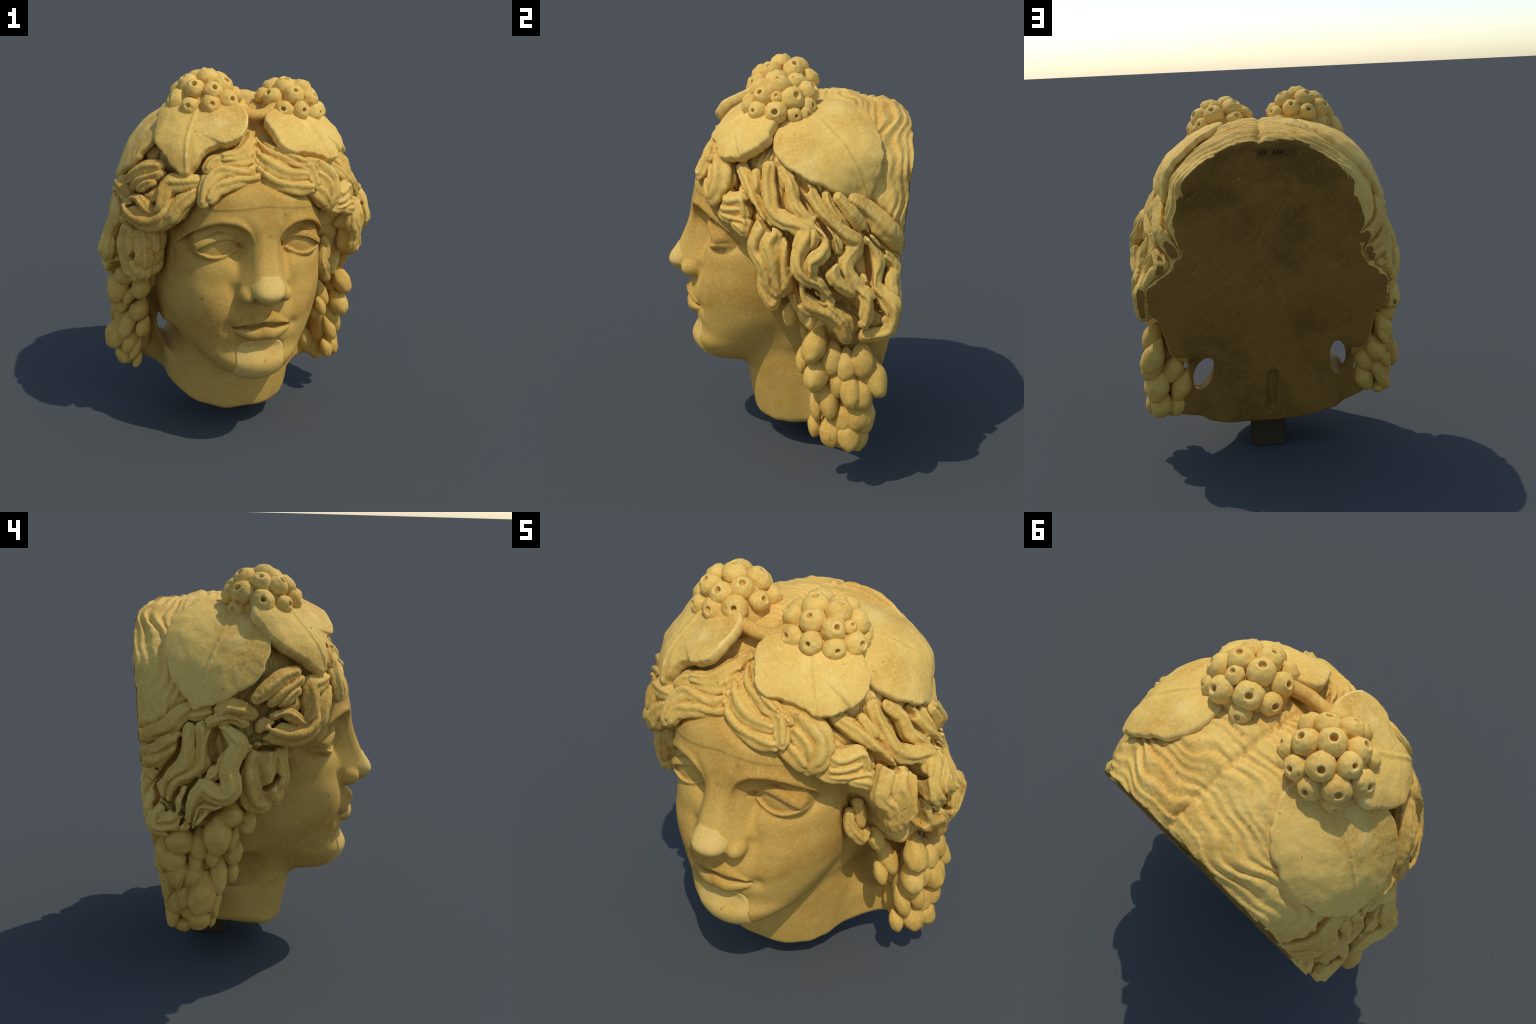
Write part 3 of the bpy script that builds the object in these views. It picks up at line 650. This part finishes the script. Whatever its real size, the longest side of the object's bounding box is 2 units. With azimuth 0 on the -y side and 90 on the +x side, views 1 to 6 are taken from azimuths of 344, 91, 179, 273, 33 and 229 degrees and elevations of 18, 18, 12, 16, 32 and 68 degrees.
# ------------------------------------------------------------------ materials
def marble(name, col=(0.74, 0.465, 0.108), dark=(0.56, 0.290, 0.048), pale=(0.88, 0.65, 0.225), bump=0.10, hollow_col=(0.46, 0.215, 0.035), amount=0.75, grain=0.4, scale=1.0):
    m = bpy.data.materials.new(name); m.use_nodes = True
    nt = m.node_tree; N_ = nt.nodes; Lk = nt.links
    b = N_["Principled BSDF"]
    b.inputs["Roughness"].default_value = 0.7
    b.inputs["Specular IOR Level"].default_value = 0.10
    tc = N_.new("ShaderNodeTexCoord")
    def nz(sc, det, rough=.55):
        n = N_.new("ShaderNodeTexNoise"); n.inputs["Scale"].default_value = sc * scale
        n.inputs["Detail"].default_value = det; n.inputs["Roughness"].default_value = rough
        Lk.new(tc.outputs["Object"], n.inputs["Vector"]); return n
    def ramp(src, a, bb):
        r = N_.new("ShaderNodeMapRange"); r.inputs["From Min"].default_value = a; r.inputs["From Max"].default_value = bb
        r.interpolation_type = 'SMOOTHSTEP'
        Lk.new(src, r.inputs["Value"]); return r.outputs["Result"]
    def mix(fac, a, bb, k=1.0):
        mx = N_.new("ShaderNodeMix"); mx.data_type = 'RGBA'
        mu = N_.new("ShaderNodeMath"); mu.operation = 'MULTIPLY'; mu.inputs[1].default_value = k
        Lk.new(fac, mu.inputs[0]); Lk.new(mu.outputs[0], mx.inputs[0])
        for s, v in ((6, a), (7, bb)):
            if isinstance(v, tuple): mx.inputs[s].default_value = (*v, 1)
            else: Lk.new(v, mx.inputs[s])
        return mx.outputs[2]
    c = mix(ramp(nz(2.6, 6, .6).outputs["Fac"], .44, .68), col, dark, amount)
    c = mix(ramp(nz(5.5, 6, .6).outputs["Fac"], .52, .75), c, pale, .45)
    if hollow_col:
        ge = N_.new("ShaderNodeNewGeometry")
        c = mix(ramp(ge.outputs["Pointiness"], .495, .44), c, hollow_col, .6)   # deeper brown mixed in where the surface is hollow
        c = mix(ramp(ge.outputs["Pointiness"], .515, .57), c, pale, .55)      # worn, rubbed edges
    c = mix(ramp(nz(75, 3, .7).outputs["Fac"], .46, .70), c, pale, grain)
    c = mix(ramp(nz(120, 2, .6).outputs["Fac"], .56, .72), c, dark, grain)
    c = mix(ramp(nz(28, 2, .5).outputs["Fac"], .70, .76), c, (.20, .10, .025), .5)
    Lk.new(c, b.inputs["Base Color"])
    bn = N_.new("ShaderNodeBump"); bn.inputs["Strength"].default_value = bump; bn.inputs["Distance"].default_value = 0.01
    Lk.new(nz(60, 6, .65).outputs["Fac"], bn.inputs["Height"])
    Lk.new(bn.outputs["Normal"], b.inputs["Normal"])
    return m

M_SKIN = marble("polished_marble", col=(0.56, 0.335, 0.072), dark=(0.41, 0.195, 0.030), pale=(0.70, 0.46, 0.125), bump=0.04)
M_HAIR = marble("weathered_marble", bump=0.16)
M_LOCK = marble("carved_curls", col=(0.66, 0.405, 0.088), dark=(0.48, 0.235, 0.036), pale=(0.83, 0.60, 0.20), bump=0.16)
M_GRAPE = marble("ochre_marble", col=(0.60, 0.355, 0.070), dark=(0.44, 0.205, 0.030), pale=(0.74, 0.50, 0.145), bump=0.12)
M_PATCH = marble("restored_marble", col=(0.68, 0.44, 0.118), dark=(0.54, 0.30, 0.055), pale=(0.77, 0.54, 0.18), bump=0.02)
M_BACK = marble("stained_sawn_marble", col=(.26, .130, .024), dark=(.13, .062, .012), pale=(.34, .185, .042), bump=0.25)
M_BLOCK = marble("dark_stone", col=(.040, .026, .012), dark=(.018, .012, .006), pale=(.07, .048, .024))

# ------------------------------------------------------------------ objects
root = bpy.data.objects.new("marble_head", None)
bpy.context.scene.collection.objects.link(root)
root["label"] = "yellowed marble head of a youth with ivy wreath and grapes"
root["category"] = "sculpture"

def link(name, me, parent, mat=None):
    ob = bpy.data.objects.new(name, me)
    bpy.context.scene.collection.objects.link(ob)
    ob.parent = parent
    if mat is not None and not me.materials:
        me.materials.append(mat)
    return ob

def part(name, faces, mat):
    used, inv = np.unique(faces.ravel(), return_inverse=True)
    f = inv.reshape(-1, 4)
    me = bpy.data.meshes.new(name)
    me.vertices.add(len(used)); me.vertices.foreach_set("co", V[used].ravel())
    me.loops.add(f.size); me.loops.foreach_set("vertex_index", f.ravel().astype(np.int32))
    me.polygons.add(len(f))
    me.polygons.foreach_set("loop_start", np.arange(0, f.size, 4, dtype=np.int32))
    me.polygons.foreach_set("loop_total", np.full(len(f), 4, np.int32))
    me.update(); me.validate()
    me.polygons.foreach_set("use_smooth", np.ones(len(me.polygons), bool))
    me.normals_split_custom_set_from_vertices(NRM[used])
    me.materials.append(mat)
    return link(name, me, root)

QL = np.median(VL[Q], axis=1).astype(int)
QL = VL[Q[:, 0]].astype(int)
cen = V[Q].mean(1)
fn = NRM[Q].mean(1)
backface = (fn[:, 1] > .8) & (np.abs(cen[:, 1] - back_y(cen[:, 0], cen[:, 2])) < .012)
backface |= (fn[:, 1] > .25) & (np.abs(cen[:, 0]) < .45) & (cen[:, 2] < .66) & (cen[:, 1] > .30)
backface |= (np.abs(cen[:, 0]) < .07) & (cen[:, 2] < .52) & (cen[:, 2] > .24) & (cen[:, 1] > .34)
QL[backface] = -1
fcy, fsy = math.cos(FACE_YAW), math.sin(FACE_YAW)
xw, yw = cen[:, 0] - FACE_X, cen[:, 1] - FACE_Y
fx, fy, fz = np.abs(xw * fcy + yw * fsy), yw * fcy - xw * fsy + FACE_Y, cen[:, 2]
head_i = LABELS.index("head")
LABELS += ["chin_patch", "nose_patch"]
cpq = ((fx / .132) ** 4 + ((fz - .53) / .150) ** 4) ** 0.25
QL[(QL == head_i) & (cpq < 1) & (fy < -.30)] = len(LABELS) - 2
QL[(QL == head_i) & (fz + 1.2 * np.maximum(fx - .045, 0) < 1.055) & (fz > .90) & (fx < .085) & (fy < -.515)] = len(LABELS) - 1
for i in np.unique(QL):
    nm = "sawn_back" if i == -1 else LABELS[i]
    part(nm, Q[QL == i], M_SKIN if nm in ("head", "neck") else M_PATCH if nm.endswith("patch") else M_BACK if i == -1 else M_LOCK if nm in ("hair_lock", "ear") else M_HAIR)

# ------------------------------------------------------------------ meshes for the applied pieces
def mesh_from(name, verts, faces, mat, smooth=True):
    me = bpy.data.meshes.new(name)
    me.from_pydata([tuple(v) for v in verts], [], [tuple(f) for f in faces])
    me.update()
    if smooth:
        me.polygons.foreach_set("use_smooth", np.ones(len(me.polygons), bool))
    me.materials.append(mat)
    return me

def fbm(p, s, seed):
    return mnoise.fractal(Vector((p[0] * s + seed, p[1] * s - seed, p[2] * s + 2 * seed)), 1.0, 2.0, 3)

def ring_mesh(profile, nseg):
    """surface of revolution about z through (r, z) profile; first and last r = 0"""
    V_, F_ = [], []
    for r, z in profile[1:-1]:
        for k in range(nseg):
            a = 2 * math.pi * k / nseg
            V_.append((r * math.cos(a), r * math.sin(a), z))
    n = len(profile) - 2
    V_.append((0, 0, profile[0][1])); V_.append((0, 0, profile[-1][1]))
    for i in range(n - 1):
        for k in range(nseg):
            k2 = (k + 1) % nseg
            F_.append((i * nseg + k, i * nseg + k2, (i + 1) * nseg + k2, (i + 1) * nseg + k))
    for k in range(nseg):
        k2 = (k + 1) % nseg
        F_.append((n * nseg, k2, k)); F_.append((n * nseg + 1, (n - 1) * nseg + k, (n - 1) * nseg + k2))
    return np.array(V_), F_

def frame(zaxis):
    z = Vector(zaxis).normalized()
    return z.to_track_quat('Z', 'Y')

# berries: globes drilled in the middle, flattened at the drill
def berry_mesh(seed, hole=0.26, depth=0.5):
    prof = [(0, -1.0)]
    for t in np.linspace(-80, 62, 22):
        prof.append((math.cos(math.radians(t)), math.sin(math.radians(t)) * (0.94 if t > 0 else 1)))
    zt = 0.87
    prof += [(hole * 1.45, zt), (hole * 1.15, zt - .015), (hole, zt - .06), (hole * .92, zt - .2), (hole * .7, zt - depth), (hole * .35, zt - depth - .06), (0, zt - depth - .07)]
    Vv, Fc = ring_mesh(prof, 40)
    out = []
    for p in Vv:
        n = fbm(p, 1.3, seed) * 0.09 + fbm(p, 4.0, seed + 9) * 0.025
        out.append(p * (1 + n))
    return np.array(out), Fc

BERRIES_R = ((-0.226, -0.008, 1.792), [
    (-0.143, 0.041, 1.945, .049), (-0.226, -0.028, 1.972, .052), (-0.266, 0.072, 1.948, .051), (-0.337, -0.019, 1.938, .046),
    (-0.146, -0.081, 1.936, .047), (-0.240, -0.184, 1.844, .044), (-0.311, -0.102, 1.920, .046), (-0.184, 0.132, 1.898, .045),
    (-0.279, 0.145, 1.870, .044), (-0.358, 0.072, 1.884, .054), (-0.397, -0.032, 1.844, .052), (-0.345, -0.141, 1.830, .042),
    (-0.086, 0.081, 1.863, .042), (-0.074, -0.051, 1.879, .044), (-0.136, -0.157, 1.862, .050), (-0.220, -0.147, 1.914, .045),
    (-0.37, 0.10, 1.80, .040), (-0.10, 0.13, 1.81, .040)])
BERRIES_L = ((0.204, -0.013, 1.751), [
    (0.284, -0.033, 1.919, .050), (0.176, -0.050, 1.932, .050), (0.137, 0.057, 1.911, .053), (0.249, 0.114, 1.881, .050),
    (0.243, 0.040, 1.926, .036), (0.345, 0.038, 1.863, .050), (0.060, 0.002, 1.870, .043), (0.092, -0.092, 1.878, .044),
    (0.136, -0.174, 1.815, .046), (0.210, -0.131, 1.896, .047), (0.308, -0.114, 1.869, .045), (0.121, 0.122, 1.851, .042),
    (0.358, 0.105, 1.789, .030), (0.238, -0.187, 1.818, .042), (0.334, -0.140, 1.796, .043), (0.383, -0.047, 1.794, .048),
    (0.348, -0.041, 1.868, .028), (0.377, 0.050, 1.784, .034), (0.324, 0.115, 1.818, .040)])

for C, lst in (BERRIES_R, BERRIES_L):
    C = np.array(C)
    # solid heart of the cluster
    Vv, Fc = ring_mesh([(0, -1)] + [(math.cos(math.radians(t)), math.sin(math.radians(t))) for t in range(-80, 81, 10)] + [(0, 1)], 36)
    me = mesh_from("fruit_cluster", [C + v * (.158, .158, .150) for v in Vv], Fc, M_HAIR)
    clus = link("fruit_cluster", me, root)
    for i, (x, y, z, r) in enumerate(lst):
        P = np.array((x, y, z)); d = P - C; u = d / np.linalg.norm(d)
        cen_ = C + d * 0.885
        Vv, Fc = berry_mesh(i * 3.7 + C[0] * 50, hole=rng.uniform(.20, .30), depth=rng.uniform(.18, .6))
        q = frame(Vector(u) + Vector(rng.normal(0, .10, 3)))
        M3 = np.array(q.to_matrix())
        s = np.array((1.0, rng.uniform(.94, 1.05), rng.uniform(.92, 1.0))) * r * 1.13
        W = (Vv * s) @ M3.T + cen_
        link("berry", mesh_from("berry", W, Fc, M_HAIR), clus)

# ivy stem between the two clusters
def tube(name, pts, radii, mat, parent, nseg=20, seed=0.0):
    S = catmull(pts, 8); n = len(S)
    R = np.interp(np.linspace(0, 1, n), np.linspace(0, 1, len(radii)), radii)
    T = np.gradient(S, axis=0); T /= np.linalg.norm(T, axis=1, keepdims=True)
    up = np.array((0, 0, 1.0)); verts = []; faces = []
    for i in range(n):
        a = np.cross(T[i], up); a /= np.linalg.norm(a); b = np.cross(a, T[i])
        for k in range(nseg):
            th = 2 * math.pi * k / nseg
            p = S[i] + R[i] * (a * math.cos(th) + b * math.sin(th))
            verts.append(p + (p - S[i]) * 0.12 * fbm(p, 14, seed))
    for i in range(n - 1):
        for k in range(nseg):
            k2 = (k + 1) % nseg
            faces.append((i*nseg+k, i*nseg+k2, (i+1)*nseg+k2, (i+1)*nseg+k))
    faces.append(tuple(range(nseg - 1, -1, -1))); faces.append(tuple((n-1)*nseg + k for k in range(nseg)))
    return link(name, mesh_from(name, verts, faces, mat), parent)
tube("stem", [(-0.13, -.13, 1.80), (-0.07, -.155, 1.795), (0.0, -.155, 1.785), (0.06, -.14, 1.79), (.12, -.10, 1.82)], (.032, .030, .028, .030, .036), M_HAIR, root)

# leaves ---------------------------------------------------------------
def leaf(name, outline, vein, thick, base_off, seed, dents=()):
    """outline: (x, y, z, lift) points round the leaf, on the envelope"""
    O = np.array([o[:3] for o in outline]); Lf = np.array([o[3] for o in outline])
    n0 = len(O)
    # closed spline through the outline
    ext = np.vstack([O[-2:], O, O[:3]]); le = np.concatenate([Lf[-2:], Lf, Lf[:3]])
    S = catmull(np.column_stack([ext, le])[1:-1], 10)[10:-10]
    S = S[:n0 * 10]
    m = len(S)
    for i in range(m):
        S[i, :3] += (fbm(S[i], 15, seed) * 0.011, fbm(S[i], 15, seed + 5) * 0.011, fbm(S[i], 15, seed + 11) * 0.011)
    C = S[:, :3].mean(0)
    rings = 40
    vb, vt = np.array(vein[0]), np.array(vein[-1]); vm = np.array(vein[1])
    VS = on_envelope(catmull([vb, vm, vt], 60), np.zeros(121))
    T = np.linspace(0, 1, rings + 1)[1:]
    pts = C + T[:, None, None] * (S[None, :, :3] - C)
    lift = (T[:, None] ** 2.2) * S[None, :, 3]
    base = on_envelope(pts, np.zeros(pts.shape[:2]))
    dv = np.linalg.norm(base[:, :, None, :] - VS[None, None], axis=-1).min(-1)
    off = base_off + lift + 0.007 * np.exp(-(dv / .009) ** 2) - 0.004 * np.exp(-(dv / .028) ** 2)
    und = np.array([[fbm(p, 5.0, seed + 2) for p in row] for row in base]) * 0.010
    fine = np.array([[fbm(p, 22.0, seed + 4) for p in row] for row in base]) * 0.0022
    off = off + und + fine
    for (dx, dy, dz, rad, dep) in dents:
        off -= dep * np.exp(-(np.linalg.norm(base - (dx, dy, dz), axis=-1) / rad) ** 2)
    # rounded rim
    e = 1 - T
    drop = np.where(e < .05, (1 - np.sqrt(np.maximum(0, 1 - ((.05 - e) / .05) ** 2))) * 0.010, 0)
    top = on_envelope(pts, off - drop[:, None])
    cap = on_envelope(C[None], np.array([base_off + 0.0]))[0]
    # the underside: undercut below the rim
    Tb = np.array([1.0, .985, .9, .75, .5])
    ptb = C + Tb[:, None, None] * (S[None, :, :3] - C)
    lb = (Tb[:, None] ** 2.2) * S[None, :, 3]
    rim_th = np.array([.75, 1.0, 1.1, 1.3, 1.5])[:, None] * thick
    bot = on_envelope(ptb, base_off + lb + und[-1][None] - rim_th)
    allv = [cap] + list(top.reshape(-1, 3)) + list(bot.reshape(-1, 3))
    faces = []
    R_ = rings + len(Tb)
    for k in range(m):
        k2 = (k + 1) % m
        faces.append((0, 1 + k, 1 + k2))
        for i in range(R_ - 1):
            faces.append((1 + i*m + k, 1 + (i+1)*m + k, 1 + (i+1)*m + k2, 1 + i*m + k2))
    last = 1 + (R_ - 1) * m
    faces.append(tuple(last + k for k in range(m)))
    me = mesh_from(name, allv, faces, M_HAIR)
    bm = bmesh.new(); bm.from_mesh(me); bmesh.ops.recalc_face_normals(bm, faces=bm.faces); bm.to_mesh(me); bm.free()
    return link(name, me, root)

leaf("leaf", [(-0.30, 0.0, 1.80, 0), (-0.41, 0.02, 1.77, 0), (-0.48, -0.04, 1.72, -.02), (-0.50, -0.12, 1.65, -.02), (-0.48, -0.19, 1.61, -.025), (-0.46, -0.25, 1.57, -.03), (-0.42, -0.30, 1.53, -.03),
              (-0.38, -0.33, 1.52, -.03), (-0.35, -0.33, 1.54, -.03), (-0.32, -0.32, 1.585, -.02), (-0.28, -0.31, 1.625, -.014), (-0.23, -0.31, 1.645, -.008), (-0.17, -0.32, 1.65, .012), (-0.12, -0.31, 1.67, .025),
              (-0.08, -0.28, 1.71, .028), (-0.07, -0.24, 1.76, .018), (-0.08, -0.16, 1.81, 0), (-.18, -.02, 1.82, 0)],
     [(-0.29, -0.14, 1.78), (-0.35, -0.23, 1.69), (-0.38, -0.33, 1.52)], .055, .100, 3.0, dents=((-.44, -.17, 1.69, .03, .010), (-.30, -.20, 1.72, .05, .006)))
leaf("leaf", [(0.16, -0.06, 1.82, 0), (0.10, -0.15, 1.81, 0), (0.03, -0.21, 1.78, .0), (0.04, -0.26, 1.73, .005), (0.09, -0.33, 1.65, .01), (0.15, -0.34, 1.62, .01), (0.23, -0.33, 1.62, .0),
              (0.31, -0.31, 1.59, .0), (0.37, -0.29, 1.58, .0), (0.42, -0.25, 1.59, -.005), (0.445, -0.215, 1.61, -.03), (0.47, -0.20, 1.61, -.015), (0.48, -0.14, 1.65, -.02), (0.47, -0.08, 1.69, -.025), (0.41, -0.05, 1.76, -.02), (.28, -.02, 1.81, 0)],
     [(0.26, -0.18, 1.76), (0.31, -0.25, 1.68), (0.37, -0.30, 1.58)], .055, .062, 8.0, dents=((.43, -.23, 1.62, .022, .016), (.23, -.30, 1.66, .02, .006)))
leaf("leaf", [(0.27, 0.07, 1.78, 0), (0.36, -0.02, 1.72, 0), (0.41, -0.05, 1.67, 0), (0.49, -0.03, 1.60, 0), (0.55, 0.05, 1.55, .0), (0.58, 0.12, 1.52, 0), (0.60, 0.24, 1.48, -.022), (0.585, 0.35, 1.45, -.032), (0.57, 0.385, 1.44, -.034),
              (0.55, 0.42, 1.49, -.030), (0.50, 0.44, 1.58, -.016), (0.44, 0.44, 1.65, -.006), (0.35, 0.41, 1.72, 0), (0.26, 0.36, 1.78, 0), (0.20, 0.28, 1.81, 0), (0.20, 0.15, 1.81, 0)],
     [(0.32, 0.12, 1.77), (0.47, 0.24, 1.67), (0.56, 0.375, 1.46)], .034, .004, 14.0)
leaf("leaf", [(-0.25, -0.00, 1.79, .02), (-0.37, -0.06, 1.69, .025), (-0.44, -0.06, 1.63, .025), (-0.52, -0.05, 1.56, .025), (-0.56, -0.02, 1.50, .02), (-0.60, 0.04, 1.46, .01), (-0.63, 0.14, 1.41, 0), (-0.63, 0.24, 1.38, -.01),
              (-0.62, 0.29, 1.42, -.02), (-0.58, 0.35, 1.50, -.026), (-0.50, 0.40, 1.60, -.026), (-0.40, 0.40, 1.69, -.026), (-0.31, 0.36, 1.76, -.026), (-0.25, 0.29, 1.79, -.026), (-0.20, 0.15, 1.82, -.02)],
     [(-0.27, 0.08, 1.78), (-0.46, 0.14, 1.68), (-0.62, 0.24, 1.40)], .040, .024, 21.0)

# grapes ---------------------------------------------------------------
def grape(P, a, b, ang, parent, seed):
    prof = [(0, -1.0)] + [(math.cos(math.radians(t)) * (1 - .38 * max(0, math.sin(math.radians(t))) ** 1.2), math.sin(math.radians(t))) for t in np.linspace(-78, 80, 22)] + [(0, 1.0)]
    Vv, Fc = ring_mesh(prof, 32)
    out = []
    for p in Vv:
        out.append(p * (1 + 0.10 * fbm(p, 1.1, seed) + .02 * fbm(p, 3.5, seed)))
    Vv = np.array(out) * (a, a, b * 1.28) * 1.28
    sx = 1 if P[0] > 0 else -1
    th = math.radians(ang)
    # lean: tops root inwards into the bunch
    zax = Vector((-0.42 * sx, math.sin(th), math.cos(th)))
    M3 = np.array(frame(zax).to_matrix())
    return link("grape", mesh_from("grape", Vv @ M3.T + np.array(P), Fc, M_GRAPE), parent)

GL = [
    ((0.640, 0.151, 0.763), 0.044, 0.060, 25),
    ((0.637, 0.163, 0.611), 0.046, 0.056, 15),
    ((0.636, 0.432, 0.601), 0.046, 0.066, -20),
    ((0.669, 0.320, 0.550), 0.042, 0.060, -10),
    ((0.632, 0.225, 0.480), 0.036, 0.060, 0),
    ((0.595, 0.168, 0.440), 0.030, 0.052, 0),
    ((0.580, 0.162, 0.318), 0.028, 0.040, 0),
    ((0.624, 0.239, 0.318), 0.046, 0.056, 0),
    ((0.622, 0.359, 0.288), 0.048, 0.048, 0),
    ((0.628, 0.387, 0.405), 0.048, 0.060, 0),
    ((0.470, 0.104, 0.768), 0.018, 0.032, 0),
    ((0.491, 0.035, 0.851), 0.030, 0.037, 0),
    ((0.509, 0.143, 0.689), 0.037, 0.063, -5),
    ((0.502, 0.096, 0.621), 0.026, 0.041, 0),
    ((0.507, 0.212, 0.536), 0.022, 0.031, 0),
    ((0.499, 0.305, 0.327), 0.048, 0.067, 0),
    ((0.65, 0.37, 0.53), 0.048, 0.060, 0), ((0.54, 0.37, 0.51), .046, .060, 0), ((0.50, .36, .40), .044, .062, 0), ((0.65, .36, .42), .046, .055, 0), ((0.65, .32, .31), .046, .055, 0), ((.53, .33, .29), .044, .055, 0),
    ((.56, .29, .27), .044, .05, 0), ((0.64, .30, .66), .042, .05, 0), ((.64, .37, .69), .045, .055, 0), ((.62, .23, .69), .042, .055, 0), ((.63, .27, .58), .04, .055, 0), ((.63, .30, .40), .042, .055, 0), ((.60, .20, .53), .034, .05, 0),
]
GR = [
    ((-0.635, 0.074, 0.890), 0.045, 0.041, 0),
    ((-0.557, 0.012, 0.835), 0.041, 0.045, 0),
    ((-0.660, 0.132, 0.804), 0.053, 0.064, 0),
    ((-0.611, 0.065, 0.767), 0.023, 0.041, -20),
    ((-0.560, 0.072, 0.684), 0.041, 0.045, 0),
    ((-0.537, 0.077, 0.573), 0.030, 0.041, 0),
    ((-0.624, 0.168, 0.704), 0.030, 0.049, 10),
    ((-0.641, 0.310, 0.757), 0.056, 0.045, 0),
    ((-0.619, 0.236, 0.667), 0.030, 0.053, 0),
    ((-0.625, 0.389, 0.697), 0.034, 0.049, 0),
    ((-0.637, 0.323, 0.601), 0.039, 0.056, 0),
    ((-0.624, 0.402, 0.647), 0.023, 0.041, 0),
    ((-0.619, 0.373, 0.522), 0.023, 0.049, 0),
    ((-0.662, 0.200, 0.500), 0.053, 0.068, -10),
    ((-0.614, 0.130, 0.584), 0.034, 0.064, 0),
    ((-0.614, 0.347, 0.401), 0.030, 0.064, 0),
    ((-0.612, 0.226, 0.359), 0.049, 0.045, 0),
    ((-0.570, 0.153, 0.410), 0.023, 0.045, 0),
    ((-0.609, 0.296, 0.311), 0.038, 0.023, 0),
    ((-0.556, 0.167, 0.331), 0.019, 0.030, 0),
    ((-0.51, .34, .62), .040, .050, 0), ((-.52, .335, .50), .042, .056, 0), ((-.58, .36, .56), .046, .058, 0), ((-.63, .34, .66), .046, .05, 0), ((-.61, .33, .44), .046, .05, 0), ((-.52, .32, .38), .044, .05, 0),
    ((-.62, .25, .58), .042, .055, 0), ((-.62, .28, .49), .044, .055, 0), ((-.63, .22, .74), .040, .05, 0), ((-.61, .26, .41), .042, .05, 0), ((-.60, .16, .46), .036, .05, 0),
]
for lst, sgn in ((GL, 1), (GR, -1)):
    # core mass of the bunch
    Vv, Fc = ring_mesh([(0, -1)] + [(math.cos(math.radians(t)), math.sin(math.radians(t))) for t in range(-80, 81, 10)] + [(0, 1)], 36)
    c = (0.56, .27, .51) if sgn > 0 else (-.56, .24, .58)
    h = .24 if sgn > 0 else .26
    W = [np.array(c) + v * (.055, .10, h * .85) for v in Vv]
    bunch = link("grape_bunch", mesh_from("grape_bunch", W, Fc, M_GRAPE), root)
    for i, (P, a, b, ang) in enumerate(lst):
        grape(P, a, b, ang, bunch, i * 2.3 + sgn * 40)

# mounting block ---------------------------------------------------------
bm = bmesh.new()
bmesh.ops.create_cube(bm, size=1)
for v in bm.verts:
    v.co = Vector((0.033 + v.co.x * .195, 0.24 + v.co.y * .19, 0.11 + v.co.z * .22))
bmesh.ops.bevel(bm, geom=bm.edges[:], offset=.006, segments=2, affect='EDGES')
me = bpy.data.meshes.new("mounting_block"); bm.to_mesh(me); bm.free()
link("mounting_block", me, root, M_BLOCK)

# faded label and inked inventory number near the top of the sawn face ------
LX, LZ = -0.075, 1.688
by = float(back_y(np.array(LX), np.array(LZ)))
bm = bmesh.new()
bmesh.ops.create_grid(bm, x_segments=18, y_segments=6, size=0.5)
for v in bm.verts:
    x, z = LX + v.co.x * .25, LZ + v.co.y * .070
    v.co = Vector((x, float(back_y(np.array(x), np.array(z))) + .0015, z))
ext = bmesh.ops.extrude_face_region(bm, geom=bm.faces[:])
for v in [e for e in ext["geom"] if isinstance(e, bmesh.types.BMVert)]:
    v.co.y -= .006
bmesh.ops.recalc_face_normals(bm, faces=bm.faces)
me = bpy.data.meshes.new("old_label"); bm.to_mesh(me); bm.free()
link("old_label", me, root, marble("label_residue", col=(.17, .085, .016), dark=(.11, .055, .011), pale=(.22, .12, .028), bump=0.1))
M_INK = marble("faded_ink", col=(.020, .018, .016), dark=(.012, .010, .009), pale=(.05, .038, .020), bump=0.0, hollow_col=None)
for word, x, sz in (("59", LX + .082, .036), ("334", LX + .018, .036)):
    cu = bpy.data.curves.new("inventory_number", 'FONT')
    cu.body = word; cu.size = sz; cu.extrude = .0012; cu.shear = .2
    tmp = bpy.data.objects.new("inventory_number", cu)
    me = bpy.data.meshes.new_from_object(tmp)
    bpy.data.objects.remove(tmp); bpy.data.curves.remove(cu)
    for v in me.vertices:
        X_, Z_ = x - v.co.x, LZ - .008 + v.co.y
        v.co = Vector((X_, float(back_y(np.array(X_), np.array(Z_))) + .0028 + v.co.z, Z_))
    me.materials.clear()
    link("inventory_number", me, root, M_INK)
